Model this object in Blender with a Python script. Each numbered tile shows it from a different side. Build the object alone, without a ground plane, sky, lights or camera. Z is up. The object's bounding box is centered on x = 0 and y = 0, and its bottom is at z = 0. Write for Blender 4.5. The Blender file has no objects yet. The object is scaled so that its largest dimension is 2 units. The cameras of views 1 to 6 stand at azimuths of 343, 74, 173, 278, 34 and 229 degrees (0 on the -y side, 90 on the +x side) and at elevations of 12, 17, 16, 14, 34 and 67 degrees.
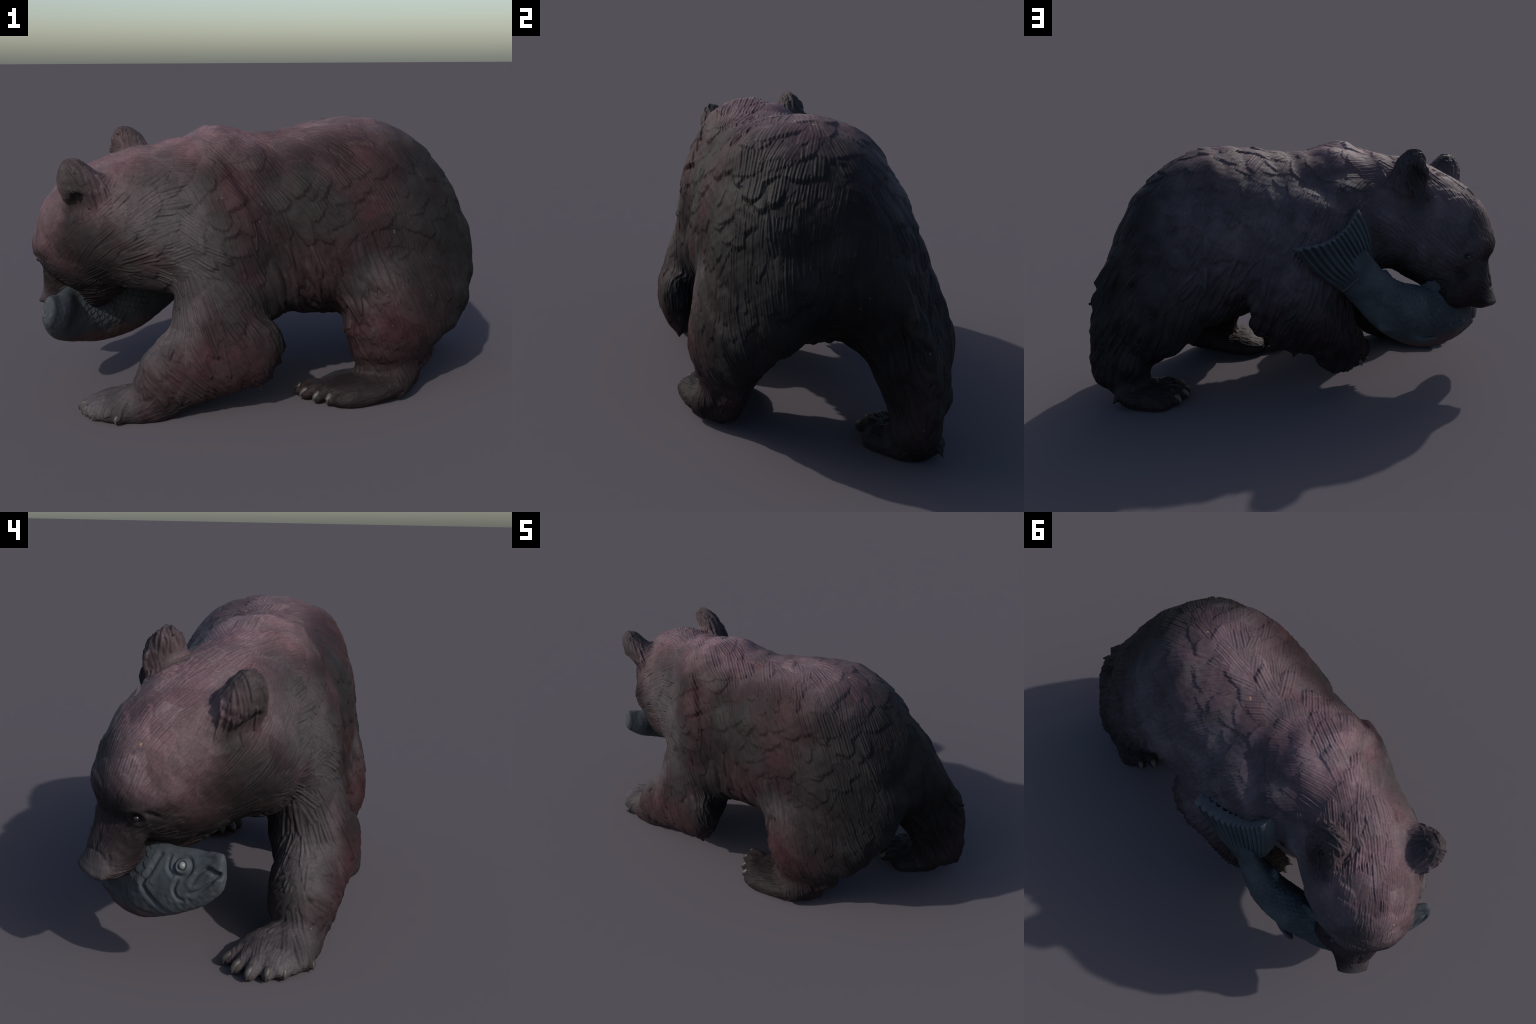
"""Carved wooden bear walking with a fish in its jaws.

The bear is one smooth body blended from tapered limbs (each a spine of
stations: centre x, y, z, half width, half depth).  The blend is meshed,
subdivided and then 'chiselled': overlapping gouge cuts with comb-like ridges
follow the direction of the fur.  The body is finally separated into named
anatomical parts.  The fish is built the same way with scales, gills and a
ribbed tail fin.
"""
import bpy, math
import numpy as np
from mathutils import Vector

rng = np.random.default_rng(11)

# --------------------------------------------------------------------------
# 1. distance to a tapered limb with elliptical cross-sections
# --------------------------------------------------------------------------
def catmull(st, n):
    P = np.asarray(st, float)
    Q = np.vstack([2*P[0]-P[1], P, 2*P[-1]-P[-2]])
    out = []
    for i in range(len(P)-1):
        a, b, c, d = Q[i:i+4]
        for k in range(n):
            t = k/n
            out.append(.5*((2*b)+(c-a)*t+(2*a-5*b+4*c-d)*t*t+(3*b-a-3*c+d)*t**3))
    out.append(P[-1])
    return np.array(out)


def unit(v):
    v = np.asarray(v, float)
    return v/(np.linalg.norm(v, axis=-1, keepdims=True)+1e-12)


def limb_distance(P, st, lat, lat2=None, n=3, margin=.16):
    S = catmull(st, n)
    S[:, 3:] = np.maximum(S[:, 3:], .008)
    R = S[:, 3:].max(1)[:, None]+margin
    lo, hi = (S[:, :3]-R).min(0), (S[:, :3]+R).max(0)
    res = np.full(len(P), margin*2)
    idx = np.where(((P > lo) & (P < hi)).all(1))[0]
    if len(idx) == 0:
        return res
    p = P[idx]
    best = np.full(len(p), margin*2)
    M = len(S)-1
    for i in range(M):
        a, b = S[i], S[i+1]
        ab = b[:3]-a[:3]
        L = np.linalg.norm(ab)+1e-9
        t = ab/L
        la = np.asarray(lat, float)
        if lat2 is not None:
            la = la+(np.asarray(lat2, float)-la)*(i/M)
        u = unit(la-(la@t)*t)
        v = np.cross(t, u)
        q0 = p-a[:3]
        ax = q0@t
        tt = np.clip(ax/L, 0, 1)
        x, y, w = q0@u, q0@v, ax-tt*L
        ru, rv = a[3]+(b[3]-a[3])*tt, a[4]+(b[4]-a[4])*tt
        rc = np.minimum(ru, rv)
        if i == 0:
            rc = np.where(w < 0, max(.4*(a[3]+a[4]), .01), rc)
        k = np.sqrt((x/ru)**2+(y/rv)**2+(w/rc)**2)+1e-6
        q = np.sqrt(x*x+y*y+w*w)+1e-9
        best = np.minimum(best, np.where(q < 1e-4, -rc, q*(1-1/k)))
    res[idx] = best
    return res


def smooth_min(a, b, k):
    h = np.clip(.5+.5*(b-a)/k, 0, 1)
    return b+(a-b)*h-k*h*(1-h)


def gradient(f, P, e=.002):
    d = f(P)
    g = np.stack([f(P+np.eye(3)[i]*e)-d for i in range(3)], 1)/e
    return d, g


# --------------------------------------------------------------------------
# 2. surface nets: quads on the zero level of a distance function
# --------------------------------------------------------------------------
def surface_net(f, lo, hi, h):
    ax = [np.arange(lo[i], hi[i]+h, h) for i in range(3)]
    G = np.stack(np.meshgrid(*ax, indexing='ij'), -1)
    shp = G.shape[:3]
    D = f(G.reshape(-1, 3)).reshape(shp)
    ins = D < 0
    c = tuple(s-1 for s in shp)
    acc, cnt = np.zeros(c+(3,)), np.zeros(c)

    def corner(A, o):
        return A[o[0]:o[0]+c[0], o[1]:o[1]+c[1], o[2]:o[2]+c[2]]
    corners = [(i, j, k) for i in (0, 1) for j in (0, 1) for k in (0, 1)]
    for a in corners:
        for ax_i in range(3):
            if a[ax_i]:
                continue
            b = list(a)
            b[ax_i] = 1
            da, db = corner(D, a), corner(D, b)
            m = (da < 0) != (db < 0)
            t = np.where(m, da/np.where(m, da-db, 1), 0)
            off = np.zeros(c+(3,))
            off[:] = a
            off[..., ax_i] = t
            acc += off*m[..., None]
            cnt += m
    act = cnt > 0
    vid = np.full(c, -1)
    vid[act] = np.arange(act.sum())
    cell = np.argwhere(act)
    V = np.asarray(lo)+h*(cell+acc[act]/cnt[act][:, None])
    faces = []
    for a in range(3):
        b, e = (a+1) % 3, (a+2) % 3
        s0 = [slice(1, -1)]*3
        s0[a] = slice(0, -1)
        s1 = list(s0)
        s1[a] = slice(1, None)
        A, B = ins[tuple(s0)], ins[tuple(s1)]
        for flip, m in ((False, A & ~B), (True, B & ~A)):
            q = np.argwhere(m)
            q[:, b] += 1
            q[:, e] += 1

            def cellid(db, de):
                z = q.copy()
                z[:, b] += db
                z[:, e] += de
                return vid[z[:, 0], z[:, 1], z[:, 2]]
            loop = [cellid(-1, -1), cellid(0, -1), cellid(0, 0), cellid(-1, 0)]
            faces.append(np.stack(loop[::-1] if flip else loop, 1))
    return V, np.concatenate(faces)


def settle(f, V, steps=2):
    for _ in range(steps):
        d, g = gradient(f, V)
        V = V-g*(np.clip(d, -.01, .01)/np.maximum((g*g).sum(1), .2))[:, None]
    return V


def make_mesh(name, V, F):
    me = bpy.data.meshes.new(name)
    V = np.ascontiguousarray(V, np.float32)
    me.vertices.add(len(V))
    me.vertices.foreach_set('co', V.ravel())
    n = F.shape[1]
    me.loops.add(len(F)*n)
    me.loops.foreach_set('vertex_index', np.ascontiguousarray(F, np.int32).ravel())
    me.polygons.add(len(F))
    me.polygons.foreach_set('loop_start', np.arange(0, len(F)*n, n, dtype=np.int32))
    me.update(calc_edges=True)
    me.polygons.foreach_set('use_smooth', np.ones(len(F), bool))
    return me


def mesh_arrays(me):
    V = np.empty(len(me.vertices)*3, np.float32)
    me.vertices.foreach_get('co', V)
    N = np.empty(len(me.vertices)*3, np.float32)
    me.vertex_normals.foreach_get('vector', N)
    F = np.empty(len(me.loops), np.int32)
    me.loops.foreach_get('vertex_index', F)
    m = np.empty(len(me.polygons), np.int32)
    me.polygons.foreach_get('material_index', m)
    return V.reshape(-1, 3).astype(float), N.reshape(-1, 3).astype(float), F.reshape(-1, 4), m


def subdivided(V, F, label, levels):
    """Catmull-Clark; the part label rides along as the material index."""
    me = make_mesh('draft', V, F)
    for i in range(int(label.max())+1):
        me.materials.append(None)
    me.polygons.foreach_set('material_index', label.astype(np.int32))
    ob = bpy.data.objects.new('draft', me)
    bpy.context.scene.collection.objects.link(ob)
    md = ob.modifiers.new('s', 'SUBSURF')
    md.levels = md.render_levels = levels
    dg = bpy.context.evaluated_depsgraph_get()
    ev = ob.evaluated_get(dg).to_mesh()
    out = mesh_arrays(ev)
    bpy.data.objects.remove(ob)
    bpy.data.meshes.remove(me)
    return out


def vertex_normals(V, F):
    n = np.cross(V[F[:, 2]]-V[F[:, 0]], V[F[:, 3]]-V[F[:, 1]])
    N = np.zeros_like(V)
    for k in range(4):
        for a in range(3):
            N[:, a] += np.bincount(F[:, k], n[:, a], len(V))
    return unit(N)


class Buckets:
    """vertices sorted into cubes, for quick look-up round a point"""
    def __init__(self, V, h):
        self.V, self.h = V, h
        self.lo = V.min(0)-h
        c = ((V-self.lo)/h).astype(int)
        self.dim = c.max(0)+2
        key = (c[:, 0]*self.dim[1]+c[:, 1])*self.dim[2]+c[:, 2]
        self.order = np.argsort(key, kind='stable')
        self.keys = key[self.order]

    def near(self, p, r):
        a = np.maximum(((p-r-self.lo)/self.h).astype(int), 0)
        b = np.minimum(((p+r-self.lo)/self.h).astype(int), self.dim-1)
        out = []
        for i in range(a[0], b[0]+1):
            for j in range(a[1], b[1]+1):
                k0 = (i*self.dim[1]+j)*self.dim[2]
                s = np.searchsorted(self.keys, k0+a[2])
                e = np.searchsorted(self.keys, k0+b[2]+1)
                if e > s:
                    out.append(self.order[s:e])
        return np.concatenate(out) if out else np.empty(0, int)


def waves(P, scale, seed, n=9):
    """smooth pseudo-noise, about -1..1"""
    r = np.random.default_rng(seed)
    out = np.zeros(len(P))
    for _ in range(n):
        k = unit(r.normal(size=3))*r.uniform(.6, 1.5)*2*math.pi/scale
        out += np.sin(P@k+r.uniform(0, 6.28))
    return out/math.sqrt(n)/1.2


def smoothstep(x, a, b):
    t = np.clip((x-a)/(b-a), 0, 1)
    return t*t*(3-2*t)


def path_distance(P, pts, n=6):
    """distance to a curve through pts, and how far along it (0..1)"""
    S = catmull(pts, n)
    best, at = np.full(len(P), 9.), np.zeros(len(P))
    for i in range(len(S)-1):
        a, ab = S[i], S[i+1]-S[i]
        t = np.clip(((P-a)@ab)/(ab@ab+1e-12), 0, 1)
        d = np.linalg.norm(P-a-t[:, None]*ab, axis=1)
        m = d < best
        best[m], at[m] = d[m], (i+t[m])/(len(S)-1)
    return best, at


def relax(V, F, free, rounds):
    """shrink-free smoothing of a quad mesh, weighted by free (0..1)"""
    E = np.concatenate([F[:, [0, 1]], F[:, [1, 2]], F[:, [2, 3]], F[:, [3, 0]]])
    E = np.unique(np.sort(E, 1), axis=0)
    deg = np.bincount(E.ravel(), minlength=len(V))[:, None]
    for k in range(rounds):
        nb = np.stack([np.bincount(E[:, 0], V[E[:, 1], a], len(V))+np.bincount(E[:, 1], V[E[:, 0], a], len(V)) for a in range(3)], 1)/deg
        V = V+(nb-V)*free[:, None]*(.5 if k % 2 == 0 else -.515)
    return V

# --------------------------------------------------------------------------
# 3. the bear: stations of every limb
# --------------------------------------------------------------------------
SIDE = (0, 1, 0)
HEAD_SIDE = (-.64, -.73, -.22)          # the head is turned to the bear's right
EAR_WIDE = (-.70, .62, -.35)
# name: (blend radius, side vector, side vector at the end, stations)
BEAR = {
    'torso': (0, (0, 1, 0), None,
        [(-.292, -.054, .746, .31, .338), (-.246, -.04, .734, .21, .291), (-.081, .001, .51, .357, .145), (.203, -.067, .62, .329, .297), (.366, .006, .687, .386, .383), (.443, -.04, .712, .341, .321), (.762, .023, .572, .224, .030)]),
    'back': (0.12, (0, 1, 0), None,
        [(-.214, -.003, 1.008, .126, .093), (-.238, -.064, .967, .201, .124), (.018, -.052, .865, .248, .222), (.113, -.048, .772, .333, .341), (.37, -.036, 1, .259, .126), (.592, .01, .799, .129, .179)]),
    'head': (0.08, (0, -1, 0), (-0.64, -0.73, -0.22),
        [(-.442, .100, .786, .302, .112), (-.477, -.013, .789, .241, .256), (-.635, .06, .73, .262, .27), (-.75, .145, .663, .223, .244), (-.882, .235, .591, .123, .058), (-.87, .291, .424, .085, .079), (-.926, .348, .374, .071, .02)]),
    'jaw': (0.05, (0, -1, 0), (-0.64, -0.73, -0.22),
        [(-.679, .126, .563, .156, .092), (-.753, .258, .411, .122, .087), (-.836, .266, .445, .111, .042)]),
    'LF': (0.09, (0, 1, 0), None,
        [(-.135, -.197, .727, .153, .247), (-.258, -.253, .535, .137, .211), (-.299, -.296, .309, .151, .191), (-.162, -.39, .294, .071, .102)]),
    'LFa': (0.06, (0, 1, 0), None,
        [(-.21, -.365, .245, .082, .127), (-.462, -.288, .191, .133, .158), (-.594, -.283, .069, .09, .101), (-.70, -.222, .047, .130, .062), (-.758, -.172, .040, .120, .046)]),
    'RF': (0.07, (0, 1, 0), None,
        [(-.15, .199, .75, .158, .241), (.051, .312, .493, .141, .202), (.085, .393, .39, .052, .15), (-.074, .311, .352, .08, .172)]),
    'RFa': (0.05, (0, 1, 0), None,
        [(-.054, .339, .371, .107, .111), (-.150, .318, .255, .098, .105), (-.205, .290, .178, .061, .135), (-.268, .250, .168, .080, .070)]),
    'LH': (0.08, (0, 1, 0), None,
        [(.547, -.08, .677, .279, .241), (.482, -.289, .464, .146, .3), (.412, -.306, .297, .149, .205), (.449, -.307, .129, .067, .166)]),
    'LHa': (0.05, (0, 1, 0), None,
        [(.439, -.327, .1, .065, .107), (.395, -.344, .064, .108, .064), (.231, -.308, .036, .152, .069), (.150, -.303, .028, .140, .045)]),
    'RH': (0.08, (0, 1, 0), None,
        [(.705, .039, .693, .208, .151), (.799, .226, .483, .047, .149), (.83, .265, .333, .052, .154), (.867, .263, .143, .084, .13)]),
    'RHa': (0.05, (-0.35, 1, 0), None,
        [(.822, .34, .045, .09, .045), (.783, .30, .03, .11, .08), (.705, .285, .02, .155, .075), (.668, .278, .028, .125, .052)]),
    'Lear': (0.03, (-0.7, 0.62, -0.35), None,
        [(-.780, -.083, .866, .110, .074), (-.828, -.112, .920, .088, .066), (-.846, -.124, .966, .058, .046)]),
    'Rear': (0.03, (-0.7, 0.62, -0.35), None,
        [(-.555, .205, .935, .096, .074), (-.578, .192, 1.02, .080, .057), (-.596, .178, 1.058, .058, .044)]),
    'ruff': (0.07, (0, 1, 0), None,
        [(-.396, -.288, .651, .04, .113), (-.641, -.057, .669, .184, .136), (-.578, -.098, .609, .082, .095)]),
    'RHh': (0.08, (0, 1, 0), None,
        [(.540, .183, .592, .207, .28), (.684, .290, .392, .163, .182), (.79, .258, .355, .126, .16), (.808, .325, .215, .099, .068)]),
    'chest': (0.06, (0, 1, 0), None,
        [(-.299, -.059, .621, .182, .159), (-.447, -.105, .563, .122, .106), (-.602, -.154, .583, .078, .089)]),
    'RFb': (0.05, (0, 1, 0), None,
        [(-.10, .27, .50, .07, .09), (-.19, .30, .39, .05, .06), (-.21, .30, .32, .04, .05)]),
    'scruff': (0.06, (0, 1, 0), None,
        [(-.40, .10, .865, .08, .09), (-.24, .155, .890, .108, .09)]),
    'LHb': (0.06, (0, 1, 0), None,
        [(.69, -.16, .62, .12, .14), (.725, -.20, .50, .10, .10)]),
    'RHb': (0.06, (0, 1, 0), None,
        [(.735, .15, .60, .12, .13), (.76, .19, .49, .10, .10)]),
    'brow': (0.035, (0, 0, 1), None,
        [(-.838, .327, .665, .036, .036), (-.925, .247, .625, .038, .03), (-.962, .177, .624, .036, .032), (-.952, .085, .642, .032, .028)]),
}
PART_OF = dict(torso='torso', back='torso', head='head', jaw='head', brow='head', LHb='hind.L', RHb='hind.R', chest='torso', scruff='torso', RFb='fore.R', ruff='head', RHh='hind.R', LF='fore.L', LFa='fore.L',
               RF='fore.R', RFa='fore.R', LH='hind.L', LHa='hind.L', RH='hind.R', RHa='hind.R', Lear='ear.L', Rear='ear.R')
PARTS = ['torso', 'head', 'fore.L', 'fore.R', 'hind.L', 'hind.R', 'ear.L', 'ear.R', 'nose']

# wisps of hair that stand off the outline: root, tip, root radius
WISPS = [
    ((.88, .17, .62), (.952, .196, .563), .035), ((.91, .21, .53), (.980, .233, .476), .035),
    ((-.15, -.37, .29), (-.076, -.39, .27), .04),
    ((-.17, -.37, .23), (-.088, -.39, .205), .035), ((-.20, -.375, .19), (-.13, -.39, .15), .03),
    ((-.24, -.37, .17), (-.170, -.385, .110), .025), ((-.36, -.35, .13), (-.29, -.36, .085), .025),
    ((.15, .31, .44), (.222, .31, .43), .04), ((.14, .31, .36), (.205, .31, .345), .035),
    ((.09, .31, .27), (.125, .31, .200), .035), ((.01, .31, .24), (.034, .31, .170), .035),
    ((-.14, .29, .15), (-.152, .30, .075), .045), ((-.22, .27, .15), (-.255, .285, .088), .03),
    ((.90, .25, .41), (.988, .262, .368), .035), ((.92, .25, .28), (.992, .262, .240), .035), ((.89, .28, .17), (.958, .30, .132), .028),
    ((.84, .33, .10), (.902, .364, .035), .03),
]
TOES = {  # paw: (toe tips on the ground, where the toes spring from)
    'fore.L': ([(-.752, -.058, .012), (-.812, -.096, .012), (-.850, -.146, .012), (-.844, -.205, .012),
                (-.824, -.258, .012), (-.742, -.335, .012)], (-.66, -.225, .05), .035),
    'fore.R': ([(-.325, .18, .125), (-.332, .22, .108), (-.318, .26, .092), (-.285, .29, .082)], (-.20, .24, .16), .028),
    'hind.L': ([(.030, -.226, .016), (.036, -.285, .016), (.070, -.345, .016), (.108, -.388, .016)], (.22, -.31, .05), .035),
    'hind.R': ([(.612, .160, .016), (.576, .205, .016), (.556, .262, .016), (.566, .326, .016), (.602, .380, .016)], (.74, .27, .05), .035),
}


def bear_distance(P, parts=False):
    D, total = {}, None
    for k, (kk, l1, l2, st) in BEAR.items():
        d = limb_distance(P, st, l1, l2)
        p = PART_OF[k]
        D[p] = np.minimum(D[p], d) if p in D else d
        total = d if total is None else smooth_min(total, d, kk)
    for a, b, r in WISPS:
        d = limb_distance(P, [a+(r, r), b+(.007, .007)], (.3, .8, .5), n=2, margin=.06)
        total = smooth_min(total, d, .018)
    for p, (tips, root, r) in TOES.items():
        for t in tips:
            t, root_ = np.array(t), np.array(root)
            t = t+unit((root_-t)*(1, 1, 0))*.008
            knuckle = t+(root_-t)*.26+np.array((0, 0, .022))
            d = limb_distance(P, [(*(t+(root_-t)*.62), r, r), (*knuckle, r*.9, r*.9), (*(t+(0, 0, .010)), r*.62, r*.62)], (.2, 1, .1), n=2, margin=.06)
            D[p] = np.minimum(D[p], d)
            total = smooth_min(total, d, .008)
    # slit hollow of each ear, and the bed in which the fish tail lies
    for slit in EAR_SLITS:
        d = limb_distance(P, slit, (.3, .3, 1), n=3, margin=.06)
        total = -smooth_min(-total, d, .02)
    total = total+.036*np.exp(-(((P-(-.15, .41, .71))/(.16, .16, .13))**2).sum(1)**2)
    total = np.maximum(total, -P[:, 2])
    if not parts:
        return total
    return total, D


EAR_SLITS = [[(-.832, -.145, .872, .018, .018), (-.840, -.130, .828, .025, .028), (-.880, -.090, .796, .024, .026), (-.902, -.052, .782, .014, .014)],
             [(-.567, .245, 1.035, .016, .016), (-.588, .255, .980, .034, .036), (-.606, .260, .928, .031, .034), (-.624, .270, .884, .013, .013)]]

V, F = surface_net(bear_distance, (-1.08, -.56, -.03), (1.08, .56, 1.21), .0125)
V = settle(bear_distance, V)
# soften the seams between limbs (shrink-free smoothing), toes and ears left alone
free = smoothstep(V[:, 2], .13, .20)
for c_ in ((-.84, -.11, .92), (-.59, .20, 1.0), (-.93, .31, .43)):
    free = free*smoothstep(np.linalg.norm(V-c_, axis=1), .11, .18)
V = relax(V, F, free, 60)
fc = V[F].mean(1)
_, D = bear_distance(fc, True)
names = [p for p in PARTS if p in D]
label = np.argmin(np.stack([D[p] for p in names]), 0)
label = np.array([PARTS.index(p) for p in names])[label]
NOSE = np.array((-.940, .345, .370))
label[(label == PARTS.index('head')) & (np.linalg.norm((fc-NOSE)/(.062, .062, .04), axis=1) < 1)] = PARTS.index('nose')
base_V, base_F, base_D = V, F, None
V, N, F, label = subdivided(V, F, label, 2)
print('bear verts', len(V))

# --------------------------------------------------------------------------
# 4. carved fur: direction field, gouge cuts, ridges
# --------------------------------------------------------------------------
def part_distances(P):
    return {k: limb_distance(P, st, l1, l2) for k, (kk, l1, l2, st) in BEAR.items()}


def lay_of_fur(P, Nn, Dk):
    """unit tangent along which the hair lies"""
    top = np.clip(Nn[:, 2], 0, 1)
    sy = np.tanh(P[:, 1]/.12)
    f = {}
    one = np.ones(len(P))
    f['torso'] = np.stack([.45*one, .35*top*sy, -1.05*(1-.7*top)], 1)
    f['back'] = np.stack([.62*one, .60*top*sy, -.85*one], 1)
    f['head'] = unit(P-(NOSE+(0, 0, .02)))
    f['jaw'] = f['head']
    leg = np.stack([.5*one, 0*one, -1*one], 1)
    paw = np.stack([-1*one, 0*one, -.35*one], 1)
    for k in ('LF', 'RF', 'LH', 'RH', 'RHh'):
        f[k] = leg
    low = smoothstep(P[:, 2], .16, .07)[:, None]
    f['LFa'] = (1-low)*np.stack([.8*one, 0*one, -.75*one], 1)+low*paw
    f['RFa'] = np.stack([.3*one, 0*one, -1*one], 1)
    f['LHa'] = (1-low)*leg+low*paw
    f['RHa'] = (1-low)*leg+low*paw
    f['ruff'] = f['head']
    f['RHh'] = leg
    f['brow'] = f['head']
    f['chest'] = f['RFb'] = leg
    f['scruff'] = f['back']
    f['LHb'] = f['RHb'] = leg
    f['Lear'] = np.stack([-.4*one, -.2*one, 1*one], 1)
    f['Rear'] = np.stack([-.1*one, .1*one, 1*one], 1)
    tot = np.zeros((len(P), 3))
    for k, v in f.items():
        w = np.exp(-np.clip(Dk[k], -.05, 1)/.02)
        tot += unit(v)*w[:, None]
    tot += .05*np.linalg.norm(tot, axis=1, keepdims=True)*np.stack([waves(P, .30, 1), waves(P, .30, 2), waves(P, .30, 3)], 1)
    tot -= (tot*Nn).sum(1)[:, None]*Nn
    return unit(tot)


def gouge(out, V, N, bk, p, n, f, L, W, H, lam, amp, jag, ph, fold, skew):
    """one chisel cut: rises towards its free end, which is rounded and combed;
    a fold is a soft lens-shaped ridge instead"""
    idx = bk.near(p, 1.15*max(L, W))
    if len(idx) == 0:
        return
    d = V[idx]-p
    c = np.cross(n, f)
    a, b, e = d@f/L, d@c/W, d@n
    b = b+.25*fold*np.sin(a*2+ph*6)
    phi_ = ph*31
    comb = .7*np.cos(2*math.pi*(b*W/lam+ph+.08*np.sin(a*2+ph*9)))+.45*np.cos(2*math.pi*b*W/lam*.53+phi_)
    tip = 1-.08*skew*skew-(.24+.20*abs(skew))*(b-skew)**2+.03*np.sin(b*5+ph*40)+jag*comb/L
    ok = (a > -1) & (a < tip) & (np.abs(b) < 1) & (np.abs(e) < .07) & ((N[idx]@n) > .25)
    a, b, comb, tip, idx = a[ok], b[ok], comb[ok], tip[ok], idx[ok]
    if fold:
        h = H*np.cos(b*math.pi/2)**1.3*np.cos(np.clip(a-.15, -1, 1)*math.pi/2)**.8
    else:
        h = H*(.5+.5*a)*(1-.35*b*b)*np.clip((tip-a)*L/(.009+.9*H), 0, 1)**.8*(.1+.9*smoothstep((1-np.abs(b))*W, 0, .018))
    h += amp*comb*smoothstep(a, -1, -.6)*(.45+.55*smoothstep((tip-a)*L, 0, .012))
    m = h > out[idx]
    out[idx[m]] = h[m]


def scatter(V, radius, seed):
    """spread-out picks among the vertices, with a wished spacing at each"""
    r = np.random.default_rng(seed)
    order = r.permutation(len(V))
    cell = .03
    grid, keep = {}, []
    for i in order:
        p, q = V[i], radius[i]
        c = tuple((p/cell).astype(int))
        n = int(q/cell)+1
        ok = True
        for dx in range(-n, n+1):
            for dy in range(-n, n+1):
                for dz in range(-n, n+1):
                    for j in grid.get((c[0]+dx, c[1]+dy, c[2]+dz), ()):
                        s = V[j]-p
                        if s[0]*s[0]+s[1]*s[1]+s[2]*s[2] < q*q:
                            ok = False
                            break
                    if not ok:
                        break
                if not ok:
                    break
            if not ok:
                break
        if ok:
            keep.append(i)
            grid.setdefault(c, []).append(i)
    return np.array(keep)


bk = Buckets(V, .03)
bN = vertex_normals(base_V, base_F)
Dk = part_distances(base_V)
flow = lay_of_fur(base_V, bN, Dk)
keys = list(BEAR)
owner = np.array(keys)[np.argmin(np.stack([Dk[k] for k in keys]), 0)]
wt = dict()
is_in = lambda *ks: np.isin(owner, ks)
z, x, y = base_V[:, 2], base_V[:, 0], base_V[:, 1]
# size of the cuts: length, half width, height, ridge spacing, ridge height
Ls, Ws, Hs, lam, amp, fold = (np.full(len(base_V), q) for q in (.105, .058, .0115, .0125, .0017, 0.))
def put(mask, L, W, H, la, am, fo=0.):
    for A, q in ((Ls, L), (Ws, W), (Hs, H), (lam, la), (amp, am), (fold, fo)):
        A[mask] = q
put(is_in('torso') & (z < .66), .100, .045, .0110, .015, .0012)
put(is_in('torso') & (z < .62) & (x < .50), .120, .028, .0210, .02, .0004, 1.)
put(is_in('RF', 'RFb', 'chest') & (y > 0) & (z < .55), .110, .028, .0160, .02, .0006, 1.)
put(is_in('torso', 'back') & (x > .62), .085, .055, .0065, .0105, .0014)
put(is_in('head', 'jaw', 'ruff', 'brow'), .105, .045, .0080, .0115, .0019)
put(is_in('head', 'jaw', 'brow') & (x < -.80), .080, .045, .0042, .0100, .0012)
put(is_in('head', 'ruff') & (x > -.74) & (y < .05) & (z < .9), .100, .036, .0120, .0135, .0022)
put(is_in('Lear', 'Rear'), .070, .034, .0045, .022, .0055)
put(is_in('LF', 'RF', 'LFa', 'RFa', 'RFb') & ~(is_in('RF', 'RFb') & (z < .55)), .150, .034, .0085, .0165, .0034)
put(is_in('LH', 'RH', 'RHh'), .120, .034, .0065, .0130, .0022)
put(is_in('RH', 'RHh') & (z < .62) & (z > .2), .110, .030, .0110, .014, .0016, 1.)
put(is_in('LH', 'LF', 'LFa') & (((owner == 'LH') & (x < .33)) | ((owner == 'LFa') & (x < -.50) & (z > .12))), .050, .020, .0075, .02, .0006)
put(z < .11, .045, .020, .0030, .012, .0012)
shaded = smoothstep(y, .05, .20)
Hs *= 1+.35*shaded
amp *= 1+.5*shaded
pick = scatter(base_V, .78*Ws+.004, 5)
print('gouges', len(pick))
relief = np.zeros(len(V))
rr = np.random.default_rng(8)
jit = np.exp(rr.uniform(-.45, .42, (len(pick), 4)))
for i, j in zip(pick, jit):
    n = bN[i]
    f = unit(flow[i]+.13*rr.normal(size=3))
    f = unit(f-(f@n)*n)
    gouge(relief, V, N, bk, base_V[i], n, f, Ls[i]*j[0], Ws[i]*j[1], Hs[i]*j[2], lam[i]*rr.uniform(.85, 1.2), amp[i]*rr.uniform(.1, 1.3), .0025, rr.uniform(), fold[i], rr.uniform(-.75, .75))
# keep the carved surface centred on the smooth body
cell = ((V-V.min(0))/.045).astype(int)+2
dim = cell.max(0)+4
tot, cnt = np.zeros(dim), np.zeros(dim)
np.add.at(tot, tuple(cell.T), relief)
np.add.at(cnt, tuple(cell.T), 1)
for a in range(3):
    tot = tot+np.roll(tot, 1, a)+np.roll(tot, -1, a)
    cnt = cnt+np.roll(cnt, 1, a)+np.roll(cnt, -1, a)
mean = tot/np.maximum(cnt, 1)
q = (V-V.min(0))/.045+1.5
q0 = np.floor(q).astype(int)
t = q-q0
local = np.zeros(len(V))
wsum = np.zeros(len(V))
for i in (0, 1):
    for j in (0, 1):
        for k in (0, 1):
            c3 = (q0[:, 0]+i, q0[:, 1]+j, q0[:, 2]+k)
            w = np.abs(1-i-t[:, 0])*np.abs(1-j-t[:, 1])*np.abs(1-k-t[:, 2])*(cnt[c3] > 0)
            local += w*mean[c3]
            wsum += w
relief -= local/np.maximum(wsum, 1e-6)+.0005
relief += .0016*waves(V, .16, 21)+.0006*waves(V, .035, 22)
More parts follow.
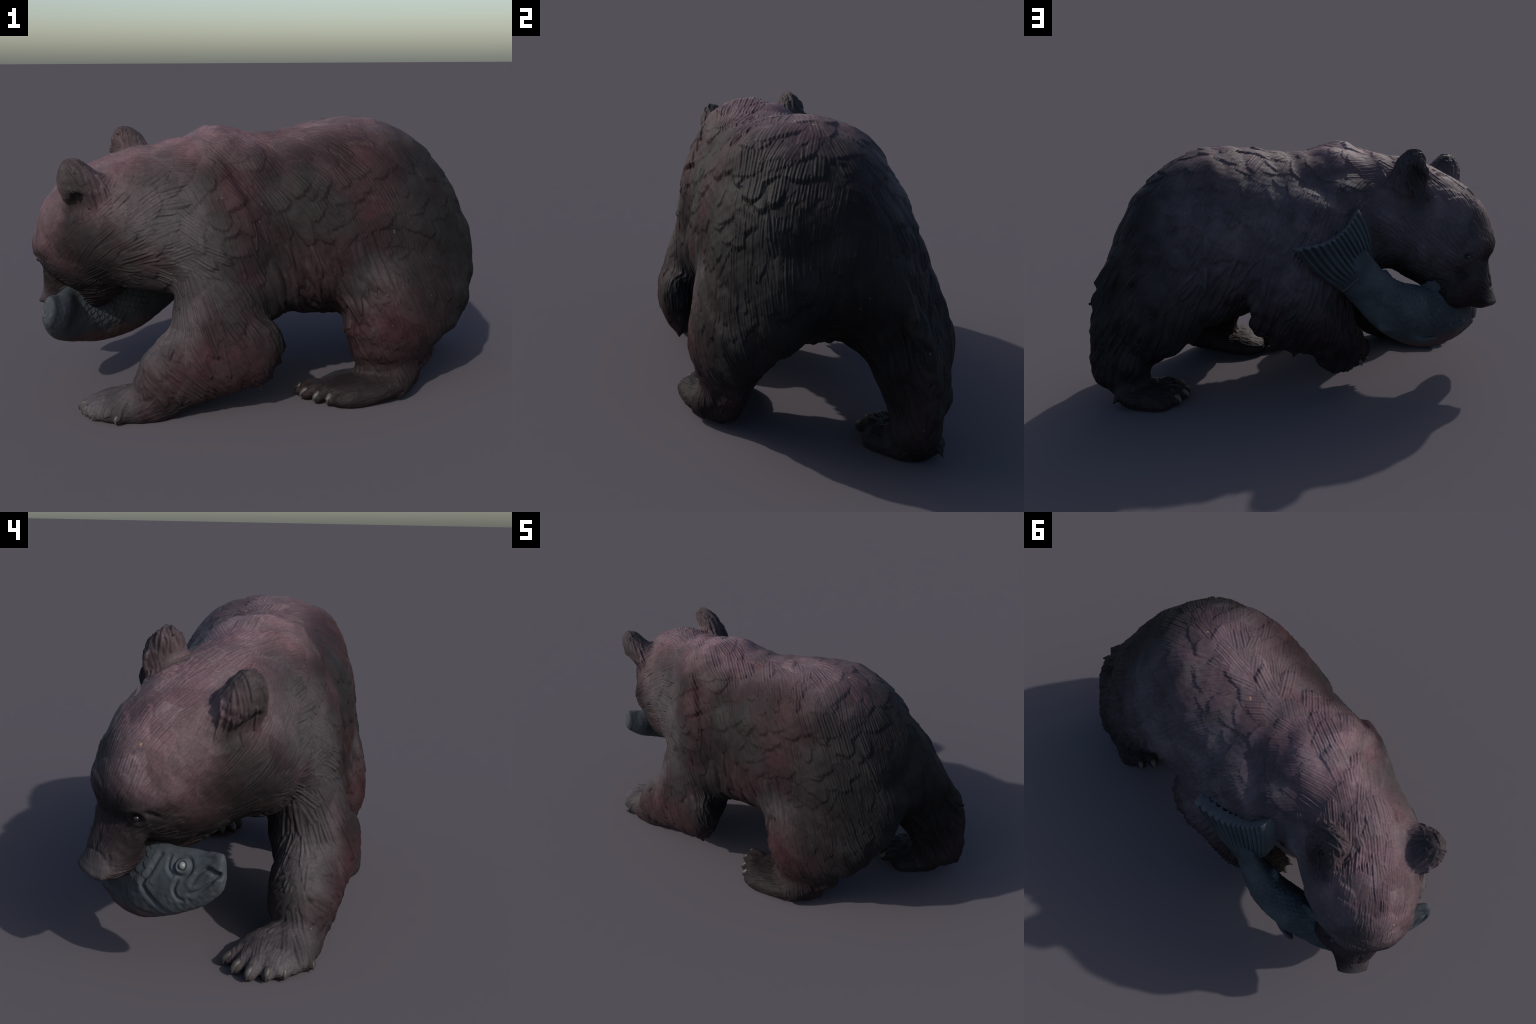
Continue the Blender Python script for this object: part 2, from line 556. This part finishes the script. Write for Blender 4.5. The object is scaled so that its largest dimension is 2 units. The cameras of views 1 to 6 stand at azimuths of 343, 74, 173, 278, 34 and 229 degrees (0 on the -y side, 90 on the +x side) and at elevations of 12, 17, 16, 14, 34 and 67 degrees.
CREASES = [  # muzzle, lids and cheek: curve, width, depth
    ([(-.919, .32, .517), (-.934, .325, .478), (-.937, .339, .435)], .009, .007),
    ([(-.946, .28, .442), (-.951, .281, .405)], .007, .006),
    ([(-.925, .23, .481), (-.933, .239, .449), (-.939, .251, .419)], .008, .005),
    ([(-.91, .363, .444), (-.947, .315, .440), (-.952, .279, .396)], .007, .006),
    ([(-.977, .202, .585), (-.981, .171, .584), (-.978, .133, .579), (-.962, .10, .558)], .010, .010),
    ([(-.966, .204, .555), (-.966, .184, .550), (-.97, .157, .555)], .007, .005),
    ([(-.916, -.005, .797), (-.906, -.046, .762), (-.863, -.093, .771), (-.828, -.126, .794)], .013, -.009),
]
near_face = np.where(V[:, 0] < -.75)[0]
face = V[near_face]
for pts, wdt, dep in CREASES:
    d, at = path_distance(face, pts)
    relief[near_face] -= dep*np.exp(-(d/wdt)**2)*np.sin(np.clip(at, .08, .92)*math.pi)**.5
# keep the soles flat
relief *= smoothstep(V[:, 2], .001, .012)
# grooves and lids round the eyes, nostrils, mouth
EYES = [np.array((-.973, .186, .568)), np.array((-.806, .369, .612))]
for e in EYES:
    r = np.linalg.norm(V-e, axis=1)
    calm = smoothstep(r, .02, .055)
    relief = relief*calm-.010*np.exp(-(r/.020)**2)+.004*np.exp(-((r-.030)/.010)**2)
r = np.linalg.norm(V-NOSE, axis=1)
relief *= smoothstep(r, .03, .09)
V = V+N*relief[:, None]
N = vertex_normals(V, F)


# --------------------------------------------------------------------------
# 5. materials
# --------------------------------------------------------------------------
class Nodes:
    def __init__(self, name, rough, spec=.4):
        self.mat = bpy.data.materials.new(name)
        self.mat.use_nodes = True
        self.t = self.mat.node_tree
        self.bsdf = self.t.nodes['Principled BSDF']
        self.bsdf.inputs['Roughness'].default_value = rough
        self.bsdf.inputs['Specular IOR Level'].default_value = spec
        self.pos = self.t.nodes.new('ShaderNodeTexCoord').outputs['Object']

    def link(self, a, b):
        if hasattr(a, 'node'):
            self.t.links.new(a, b)
        else:
            b.default_value = a

    def noise(self, scale, detail=3, rough=.55, vec=None):
        n = self.t.nodes.new('ShaderNodeTexNoise')
        n.inputs['Scale'].default_value = scale
        n.inputs['Detail'].default_value = detail
        n.inputs['Roughness'].default_value = rough
        self.link(self.pos if vec is None else vec, n.inputs['Vector'])
        return n

    def vmath(self, op, a, b=None):
        n = self.t.nodes.new('ShaderNodeVectorMath')
        n.operation = op
        self.link(a, n.inputs[0])
        if b is not None:
            self.link(b, n.inputs[1])
        return n.outputs['Value' if op in ('LENGTH', 'DISTANCE', 'DOT_PRODUCT') else 'Vector']

    def math(self, op, a, b=0.):
        n = self.t.nodes.new('ShaderNodeMath')
        n.operation = op
        self.link(a, n.inputs[0])
        self.link(b, n.inputs[1])
        return n.outputs[0]

    def ramp(self, v, lo, hi, a=0., b=1.):
        n = self.t.nodes.new('ShaderNodeMapRange')
        n.interpolation_type = 'SMOOTHSTEP'
        for k, q in zip(('From Min', 'From Max', 'To Min', 'To Max'), (lo, hi, a, b)):
            n.inputs[k].default_value = q
        self.link(v, n.inputs['Value'])
        return n.outputs[0]

    def mix(self, f, a, b, mode='MIX'):
        n = self.t.nodes.new('ShaderNodeMix')
        n.data_type = 'RGBA'
        n.blend_type = mode
        self.link(f, n.inputs[0])
        for s, q in ((n.inputs[6], a), (n.inputs[7], b)):
            self.link(q if hasattr(q, 'node') else (*q, 1), s)
        return n.outputs[2]

    def warped(self, amount, scale):
        n = self.noise(scale, 2)
        v = self.vmath('SUBTRACT', n.outputs['Color'], (.5, .5, .5))
        v = self.vmath('MULTIPLY', v, (amount,)*3)
        return self.vmath('ADD', self.pos, v)

    def blob(self, where, centre, radii, soft=.6):
        v = self.vmath('SUBTRACT', where, centre)
        v = self.vmath('DIVIDE', v, radii)
        return self.ramp(self.vmath('LENGTH', v), 1+soft*.5, 1-soft*.5)

    def bump(self, h, strength, dist):
        n = self.t.nodes.new('ShaderNodeBump')
        n.inputs['Strength'].default_value = strength
        n.inputs['Distance'].default_value = dist
        self.link(h, n.inputs['Height'])
        self.t.links.new(n.outputs[0], self.bsdf.inputs['Normal'])

    def done(self, colour):
        self.link(colour if hasattr(colour, 'node') else (*colour, 1), self.bsdf.inputs['Base Color'])
        return self.mat


NEAR_BLACK, MAROON, ROSE, GREY, SLATE, SOOT = (.0125, .0115, .0118), (.040, .0190, .0220), (.150, .098, .110), (.076, .068, .073), (.105, .088, .103), (.027, .0255, .0265)
# red and grey blotches, plus the scan's light and shade painted as patches
PATCHES = [
    # colour, centre, radii, amount
    (SLATE, (.08, .32, .84), (.60, .26, .34), .70),  # right side tinted pale blue-grey: sky sheen baked into the scan
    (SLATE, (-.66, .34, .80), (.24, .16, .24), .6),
    (ROSE, (-.74, .03, .95), (.28, .24, .18), .85),  # crown, and below it brow, withers, back: lightened for light from above
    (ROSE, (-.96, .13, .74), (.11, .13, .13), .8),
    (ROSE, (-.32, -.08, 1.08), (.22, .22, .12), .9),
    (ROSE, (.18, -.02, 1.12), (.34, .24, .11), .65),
    (GREY, (-.52, -.22, .82), (.14, .12, .16), .6),
    (GREY, (-.56, -.28, .32), (.13, .16, .18), .8),
    (GREY, (-.76, -.22, .07), (.16, .20, .08), .7),
    (GREY, (-.94, .33, .40), (.06, .09, .07), .8),
    (GREY, (-.42, -.32, .62), (.10, .14, .22), .35),
    (MAROON, (-.38, -.40, .17), (.24, .14, .11), 0.60),
    (MAROON, (-.24, -.34, .88), (.08, .16, .16), 0.51),
    (MAROON, (.30, -.36, .92), (.10, .14, .22), 0.44),
    (MAROON, (.06, -.40, .56), (.12, .14, .20), 0.44),
    (MAROON, (.34, -.42, .30), (.12, .14, .20), 0.60),
    (MAROON, (-.90, -.02, .58), (.12, .10, .08), 0.44),
    (NEAR_BLACK, (-.08, -.38, .44), (.10, .14, .22), .8),
    (NEAR_BLACK, (.02, -.38, .80), (.10, .14, .14), .6),
    (NEAR_BLACK, (.84, -.05, .66), (.24, .50, .56), .85),  # rump darkened for the unlit end of the scan
    (NEAR_BLACK, (.60, -.36, .70), (.18, .18, .36), .8),
    (GREY, (.28, -.40, .48), (.09, .12, .10), .3),
    (NEAR_BLACK, (-.80, -.12, .60), (.16, .10, .16), .6),
    (NEAR_BLACK, (-.86, -.10, .80), (.05, .05, .07), .8),
    (NEAR_BLACK, (-.60, .27, .95), (.07, .05, .10), .7),
    (NEAR_BLACK, (-.66, -.12, .50), (.22, .18, .10), .7),
    (NEAR_BLACK, (.30, -.36, .06), (.32, .22, .10), .7),
    (SOOT, (-.83, -.12, .94), (.10, .08, .11), .9),
    (SOOT, (-.58, .20, 1.03), (.10, .09, .11), .8),
    (GREY, (-.83, -.20, .03), (.06, .18, .04), .6),

]
CHIPS = [((-.739, -.169, .638), .008), ((-.944, .176, .793), .006), ((.426, -.032, 1.13), .009), ((.082, .025, 1.096), .008), ((-.48, -.40, .16), .006)]


def wood_stain(name):
    m = Nodes(name, .6, .10)
    w = m.warped(.20, 3.0)
    n1 = m.ramp(m.noise(3.2, 3).outputs['Fac'], .42, .60)
    col = m.mix(n1, (.0195, .0168, .0180), (.0220, .0136, .0156))
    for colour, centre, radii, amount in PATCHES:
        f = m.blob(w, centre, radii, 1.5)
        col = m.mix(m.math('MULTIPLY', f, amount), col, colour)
    # mottling and wear
    v = m.ramp(m.noise(9, 4, .6).outputs['Fac'], .30, .70, .82, 1.2)
    g = m.ramp(m.noise(110, 2).outputs['Fac'], .3, .7, .88, 1.12)
    hsv = m.t.nodes.new('ShaderNodeHueSaturation')
    m.link(col, hsv.inputs['Color'])
    m.link(m.math('MULTIPLY', v, g), hsv.inputs['Value'])
    col = hsv.outputs[0]
    vor = m.t.nodes.new('ShaderNodeTexVoronoi')
    vor.inputs['Scale'].default_value = 10.5
    m.link(m.warped(.06, 7), vor.inputs['Vector'])
    bw = m.t.nodes.new('ShaderNodeSeparateColor')
    m.link(vor.outputs['Color'], bw.inputs[0])
    tone = m.t.nodes.new('ShaderNodeHueSaturation')
    m.link(col, tone.inputs['Color'])
    m.link(m.ramp(bw.outputs[0], 0, 1, .86, 1.15), tone.inputs['Value'])
    m.link(m.ramp(bw.outputs[1], 0, 1, .85, 1.15), tone.inputs['Saturation'])
    col = tone.outputs[0]
    fleck = m.ramp(m.noise(75, 1).outputs['Fac'], .77, .82, 0, .35)
    col = m.mix(fleck, col, (.22, .20, .19))
    # crests of the cuts lightened, painting in highlights so relief reads in shadow
    edge = m.t.nodes.new('ShaderNodeNewGeometry').outputs['Pointiness']
    crest_light = m.math('MULTIPLY', m.ramp(edge, .53, .66), m.ramp(m.noise(14, 3).outputs['Fac'], .3, .7, .25, .75))
    lit_crest_colour = m.mix(.35, m.mix(1.0, col, (1.9, 1.9, 1.9), 'MULTIPLY'), (.10, .09, .09))
    col = m.mix(crest_light, col, lit_crest_colour)
    for c, r in CHIPS:
        col = m.mix(m.blob(m.warped(.03, 40), c, (r, r*.8, r*.8), .3), col, (.36, .20, .11))
    m.bump(m.noise(160, 3).outputs['Fac'], .25, .002)
    return m.done(col)


def fish_paint(name, low, high, blue=(.064, .074, .083), dark=(.037, .043, .049)):
    m = Nodes(name, .6, .10)
    n = m.ramp(m.noise(6, 4).outputs['Fac'], .35, .65)
    col = m.mix(n, dark, blue)
    sep = m.t.nodes.new('ShaderNodeSeparateXYZ')
    m.link(m.warped(.06, 9), sep.inputs[0])
    col = m.mix(m.ramp(sep.outputs['Z'], high, low, 0, .85), col, (.085, .042, .040))
    edge = m.t.nodes.new('ShaderNodeNewGeometry').outputs['Pointiness']
    col = m.mix(m.ramp(edge, .508, .60, 0, .6), col, (.135, .150, .165))  # pale glint tinted onto scale edges to bring them out in shadow
    col = m.mix(m.ramp(m.noise(60, 2).outputs['Fac'], .62, .80, 0, .4), col, (.13, .15, .16))
    m.bump(m.noise(150, 2).outputs['Fac'], .2, .0015)
    return m.done(col)


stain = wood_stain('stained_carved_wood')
def plain(name, c, rough=.5, spec=.4):
    m = Nodes(name, rough, spec)
    v = m.ramp(m.noise(30, 3).outputs['Fac'], .3, .7, 0, 1)
    return m.done(m.mix(v, tuple(q*.75 for q in c), tuple(q*1.25 for q in c)))
claw_mat = plain('worn_claw', (.050, .046, .044))
eye_mat = plain('glossy_black_eye', (.012, .011, .011), .18, .6)
fish_mat = fish_paint('blue_grey_fish', .19, .27)
fin_mat = fish_paint('blue_grey_fin', .2, .3, (.048, .057, .065), (.029, .033, .038))
fish_eye_mat = plain('pale_fish_eye', (.17, .18, .18), .35)

# --------------------------------------------------------------------------
# 6. assembling the parts
# --------------------------------------------------------------------------
scene = bpy.context.scene.collection
bear = bpy.data.objects.new('carved_bear', None)
scene.objects.link(bear)
bear['label'] = 'dark stained carved wooden bear walking with a fish in its mouth'
bear['category'] = 'bear carving'


def child(name, me, parent, mat):
    ob = bpy.data.objects.new(name, me)
    scene.objects.link(ob)
    ob.parent = parent
    if mat:
        me.materials.clear()
        me.materials.append(mat)
    return ob


def piece(name, sel, V, F, N, parent, mat):
    f = F[sel]
    used, inv = np.unique(f, return_inverse=True)
    me = make_mesh(name, V[used], inv.reshape(-1, 4))
    me.normals_split_custom_set_from_vertices(N[used].tolist())
    return child(name, me, parent, mat)


NAMES = {'torso': 'torso', 'head': 'head', 'fore.L': 'forelimb', 'fore.R': 'forelimb', 'hind.L': 'hindlimb',
         'hind.R': 'hindlimb', 'ear.L': 'ear', 'ear.R': 'ear', 'tail': 'tail', 'nose': 'nose'}
part = {}
for i, p in enumerate(PARTS):
    sel = label == i
    if sel.any():
        parent = part['head'] if p in ('ear.L', 'ear.R', 'nose') else bear
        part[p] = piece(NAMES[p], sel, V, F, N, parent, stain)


def ball(name, centre, radii, parent, mat, axis=(0, 0, 1)):
    n, m_ = 24, 14
    z = unit(axis)
    x = unit(np.cross(z, (.3, .8, .5)))
    y = np.cross(z, x)
    th = np.linspace(0, math.pi, m_+1)
    ph = np.arange(n)*2*math.pi/n
    P = [np.asarray(centre)+radii[0]*(math.sin(t)*(math.cos(q)*x+math.sin(q)*y))+radii[1]*math.cos(t)*z for t in th for q in ph]
    Fq = np.array([(i*n+j, (i+1)*n+j, (i+1)*n+(j+1) % n, i*n+(j+1) % n) for i in range(m_) for j in range(n)])
    return child(name, make_mesh(name, np.array(P), Fq), parent, mat)


for e in EYES:
    ball('eye', e-np.array((-.7, .3, .1))*.004, (.0105, .0105), part['head'], eye_mat)


def tube(name, pts, radii, parent, mat, n=12):
    S = catmull([(*p, r, r) for p, r in zip(pts, radii)], 4)
    P, Fq = [], []
    for i, s in enumerate(S):
        t = unit(S[min(i+1, len(S)-1), :3]-S[max(i-1, 0), :3])
        x = unit(np.cross(t, (.31, .2, .93)))
        y = np.cross(t, x)
        for q in range(n):
            a = 2*math.pi*q/n
            P.append(s[:3]+max(s[3], .0006)*(math.cos(a)*x+math.sin(a)*y))
    for i in range(len(S)-1):
        for q in range(n):
            Fq.append((i*n+q, (i+1)*n+q, (i+1)*n+(q+1) % n, i*n+(q+1) % n))
    return child(name, make_mesh(name, np.array(P), np.array(Fq)), parent, mat)


for p, (tips, root, r) in TOES.items():
    for t in tips:
        t, root = np.array(t), np.array(root)
        d = unit((root-t)*(1, 1, 0))
        tube('claw', [t+d*.026+(0, 0, .030), t+d*.006+(0, 0, .027), t-d*.010+(0, 0, .014), t-d*.015+(0, 0, -.003)],
             [.011, .0130, .0090, .0015], part[p], claw_mat)

# --------------------------------------------------------------------------
# 7. the fish
# --------------------------------------------------------------------------
FISH_SIDE, FISH_SIDE_END = (-.75, .65, 0), (.25, 1, .15)
FISH = [(-.984, -.130, .420, .022, .052), (-.956, -.070, .410, .026, .060), (-.917, .008, .370, .050, .090), (-.883, .103, .344, .053, .112), (-.824, .19, .324, .071, .128), (-.708, .279, .282, .083, .116), (-.580, .347, .323, .090, .142), (-.430, .386, .400, .079, .124), (-.330, .386, .494, .058, .104), (-.232, .374, .612, .028, .112)]
FINLETS = [  # small fins: stations, side vector
    ([(-.60, .335, .44, .014, .03), (-.640, .325, .462, .010, .034), (-.67, .33, .455, .008, .015)], (.2, 1, 0)),
    ([(-.42, .35, .53, .013, .02), (-.40, .34, .560, .009, .016)], (.2, 1, 0)),
    ([(-.44, .445, .35, .010, .03), (-.39, .447, .325, .009, .030), (-.355, .445, .33, .006, .018)], (.1, 1, .2)),
    ([(-.62, .435, .24, .010, .02), (-.56, .438, .235, .010, .024), (-.51, .43, .25, .006, .013)], (-.1, 1, -.5)),
    ([(-.80, .325, .27, .010, .02), (-.74, .36, .255, .010, .028), (-.69, .385, .26, .007, .016)], (-.4, .8, -.4)),
]


def fish_distance(P):
    d = limb_distance(P, FISH, FISH_SIDE, FISH_SIDE_END, n=4, margin=.08)
    for st, l in FINLETS:
        d = smooth_min(d, limb_distance(P, st, l, n=2, margin=.05), .012)
    # blunt snout, and the notch between the hooked lips
    d = -smooth_min(-d, -((P-(-.962, -.084, .41))@unit((-.30, -.95, .06))), .016)
    for st in ([(-.985, -.100, .404, .010, .010), (-.985, -.040, .402, .012, .013), (-.980, .010, .372, .010, .014)],):
        d = -smooth_min(-d, limb_distance(P, st, (0, 0, 1), n=3, margin=.05), .008)
    return d


fV, fF = surface_net(fish_distance, (-1.05, -.16, .10), (-.18, .56, .78), .009)
fV = settle(fish_distance, fV)
fV = relax(fV, fF, smoothstep(np.linalg.norm(fV-(-.985, -.085, .405), axis=1), .025, .06), 50)
fV, fN, fF, _ = subdivided(fV, fF, np.zeros(len(fF), int), 2)
S = catmull(FISH, 8)
near = np.zeros(len(fV), int)
bestd = np.full(len(fV), 9.)
for i in range(len(S)):
    d = np.linalg.norm(fV-S[i, :3], axis=1)
    m = d < bestd
    bestd[m], near[m] = d[m], i
arc = np.concatenate([[0], np.cumsum(np.linalg.norm(np.diff(S[:, :3], axis=0), axis=1))])
T = unit(np.gradient(S[:, :3], axis=0))
la = np.array(FISH_SIDE)+(np.array(FISH_SIDE_END)-np.array(FISH_SIDE))*np.linspace(0, 1, len(S))[:, None]
U = unit(la-(la*T).sum(1)[:, None]*T)
W = np.cross(T, U)
W *= np.sign(W[:, 2:3])
q = fV-S[near, :3]
s_ = arc[near]+(q*T[near]).sum(1)
side, up = (q*U[near]).sum(1), (q*W[near]).sum(1)
ang = np.arctan2(up/S[near, 4], np.abs(side)/S[near, 3])      # 90 deg = back, -90 = belly
girth = ang*(S[near, 3]+S[near, 4])*.5
h = np.zeros(len(fV))
ds, dw, H = .024, .028, .0085
row = np.floor(s_/ds).astype(int)
for k in range(0, 3):
    r_ = row+k                                     # free ends point to the tail
    v = girth/dw+.5*(r_ % 2)
    b = 2*(v-np.round(v))
    a = (r_*ds+ds*.55*(1-b*b)-s_)/ds               # >0 inside, measured back from the free end
    hh = np.where(a > 0, H*np.clip(1-a/2.6, 0, 1)*(1-.25*b*b)*smoothstep(a*ds, 0, .003), 0)
    h = np.maximum(h, hh)
scaly = smoothstep(s_, .27, .33)*smoothstep(ang, -.35, -.05)*(1-.7*smoothstep(s_, .98, 1.05))
h *= scaly
lat_line = np.exp(-((ang+.12)/.10)**2)*smoothstep(s_, .25, .32)
h -= .004*lat_line*(.6+.4*np.cos(s_/.012))
h += .0012*waves(fV, .12, 31)+.0005*waves(fV, .03, 32)
GROOVES = [
    ([(-.891, .13, .428), (-.91, .161, .376), (-.911, .187, .339), (-.916, .18, .318), (-.922, .153, .29), (-.926, .111, .265), (-.925, .083, .253)], .008, .009),
    ([(-.903, .095, .429), (-.924, .099, .399), (-.942, .081, .381)], .006, .006),
    ([(-.953, .066, .37), (-.952, .076, .34), (-.956, .065, .316), (-.961, .046, .309)], .006, .007),
    ([(-.974, .018, .369), (-.97, .004, .394), (-.969, -.015, .414), (-.969, -.035, .419), (-.974, -.061, .41), (-.985, -.085, .405)], .0075, .013),
    ([(-.973, .023, .334), (-.979, -.01, .352), (-.981, -.038, .376), (-.977, -.062, .402), (-.985, -.085, .405)], .0065, .010),
    ([(-.866, .255, .301), (-.869, .247, .261), (-.891, .209, .237), (-.901, .162, .229)], .008, .008),
    ([(-.924, .034, .447), (-.943, -.015, .449), (-.961, -.071, .452)], .006, .004),
]
for pts, wdt, dep in GROOVES:
    d, at = path_distance(fV, pts)
    h -= dep*np.exp(-(d/wdt)**2)*(.35+.65*np.sin(np.clip(at, .02, .98)*math.pi)**.5)
    h += .12*dep*np.exp(-((d-2.2*wdt)/wdt)**2)
FEYE = np.array((-.941, .053, .414))
d = np.linalg.norm(fV-FEYE, axis=1)
h += .006*np.exp(-((d-.019)/.006)**2)-.008*np.exp(-(d/.012)**2)-.006*np.exp(-((d-.033)/.007)**2)
rag = smoothstep(fV[:, 0], -.90, -.94)*smoothstep(up, -.02, -.06)
h += .3*rag*.002*waves(fV, .022, 33)
fV = fV+fN*h[:, None]
fN = vertex_normals(fV, fF)
c = fV[fF].mean(1)
fs = s_[fF].mean(1)
is_head = fs < .26+.03*np.sin(0)
fish = piece('fish', ~is_head, fV, fF, fN, bear, fish_mat)
piece('fish_head', is_head, fV, fF, fN, fish, fish_mat)
ball('fish_eye', FEYE+np.array((.004, -.002, 0)), (.0125, .0125), fish, fish_eye_mat)

# tail fin: a thick ribbed fan lying against the shoulder
ROOT = catmull([(-.352, .345, .655, 0), (-.285, .402, .585, 0), (-.195, .414, .505, 0)], 12)[:, :3]
EDGE = catmull([(-.300, .300, .864, 0), (-.225, .340, .785, 0), (-.130, .386, .740, 0), (.022, .424, .728, 0)], 8)[:, :3]
nr, nt = 97, 40
ROOT = np.stack([np.interp(np.linspace(0, 1, nr), np.linspace(0, 1, len(ROOT)), ROOT[:, a]) for a in range(3)], 1)
EDGE = np.stack([np.interp(np.linspace(0, 1, nr), np.linspace(0, 1, len(EDGE)), EDGE[:, a]) for a in range(3)], 1)
out_n = unit(np.array((-.12, .93, .10)))
tt = np.linspace(0, 1, nt)
uu = np.linspace(0, 1, nr)
front = np.empty((nr, nt, 3))
for i in range(nr):
    bow = .020*np.sin(math.pi*tt)*(2*uu[i]-1)
    front[i] = ROOT[i]+(EDGE[i]-ROOT[i])*tt[:, None]+np.array((.6, 0, -.8))*bow[:, None]
rib = np.abs(np.sin(uu*math.pi*13))**.8
depth = .013*(rib-.5)[:, None]*smoothstep(tt, .0, .35)[None]+.012*(1-(2*uu[:, None]-1)**4)
front = front+out_n*depth[..., None]
back = front-out_n*(.055+.02*np.sin(math.pi*tt)[None, :, None])
P = np.concatenate([front.reshape(-1, 3), back.reshape(-1, 3)])
g = np.arange(nr*nt).reshape(nr, nt)
quads = [np.stack([g[:-1, :-1], g[:-1, 1:], g[1:, 1:], g[1:, :-1]], -1).reshape(-1, 4)]
quads.append(quads[0][:, ::-1]+nr*nt)
for e, rev in ((g[0], 1), (g[-1], 0), (g[:, 0], 0), (g[:, -1], 1)):
    r_ = np.stack([e[:-1], e[1:], e[1:]+nr*nt, e[:-1]+nr*nt], 1)
    quads.append(r_[:, ::-1] if rev else r_)
tail_fin = child('fish_tail_fin', make_mesh('fish_tail_fin', P, np.concatenate(quads)), fish, fin_mat)
tail_fin.data.set_sharp_from_angle(angle=math.radians(50))
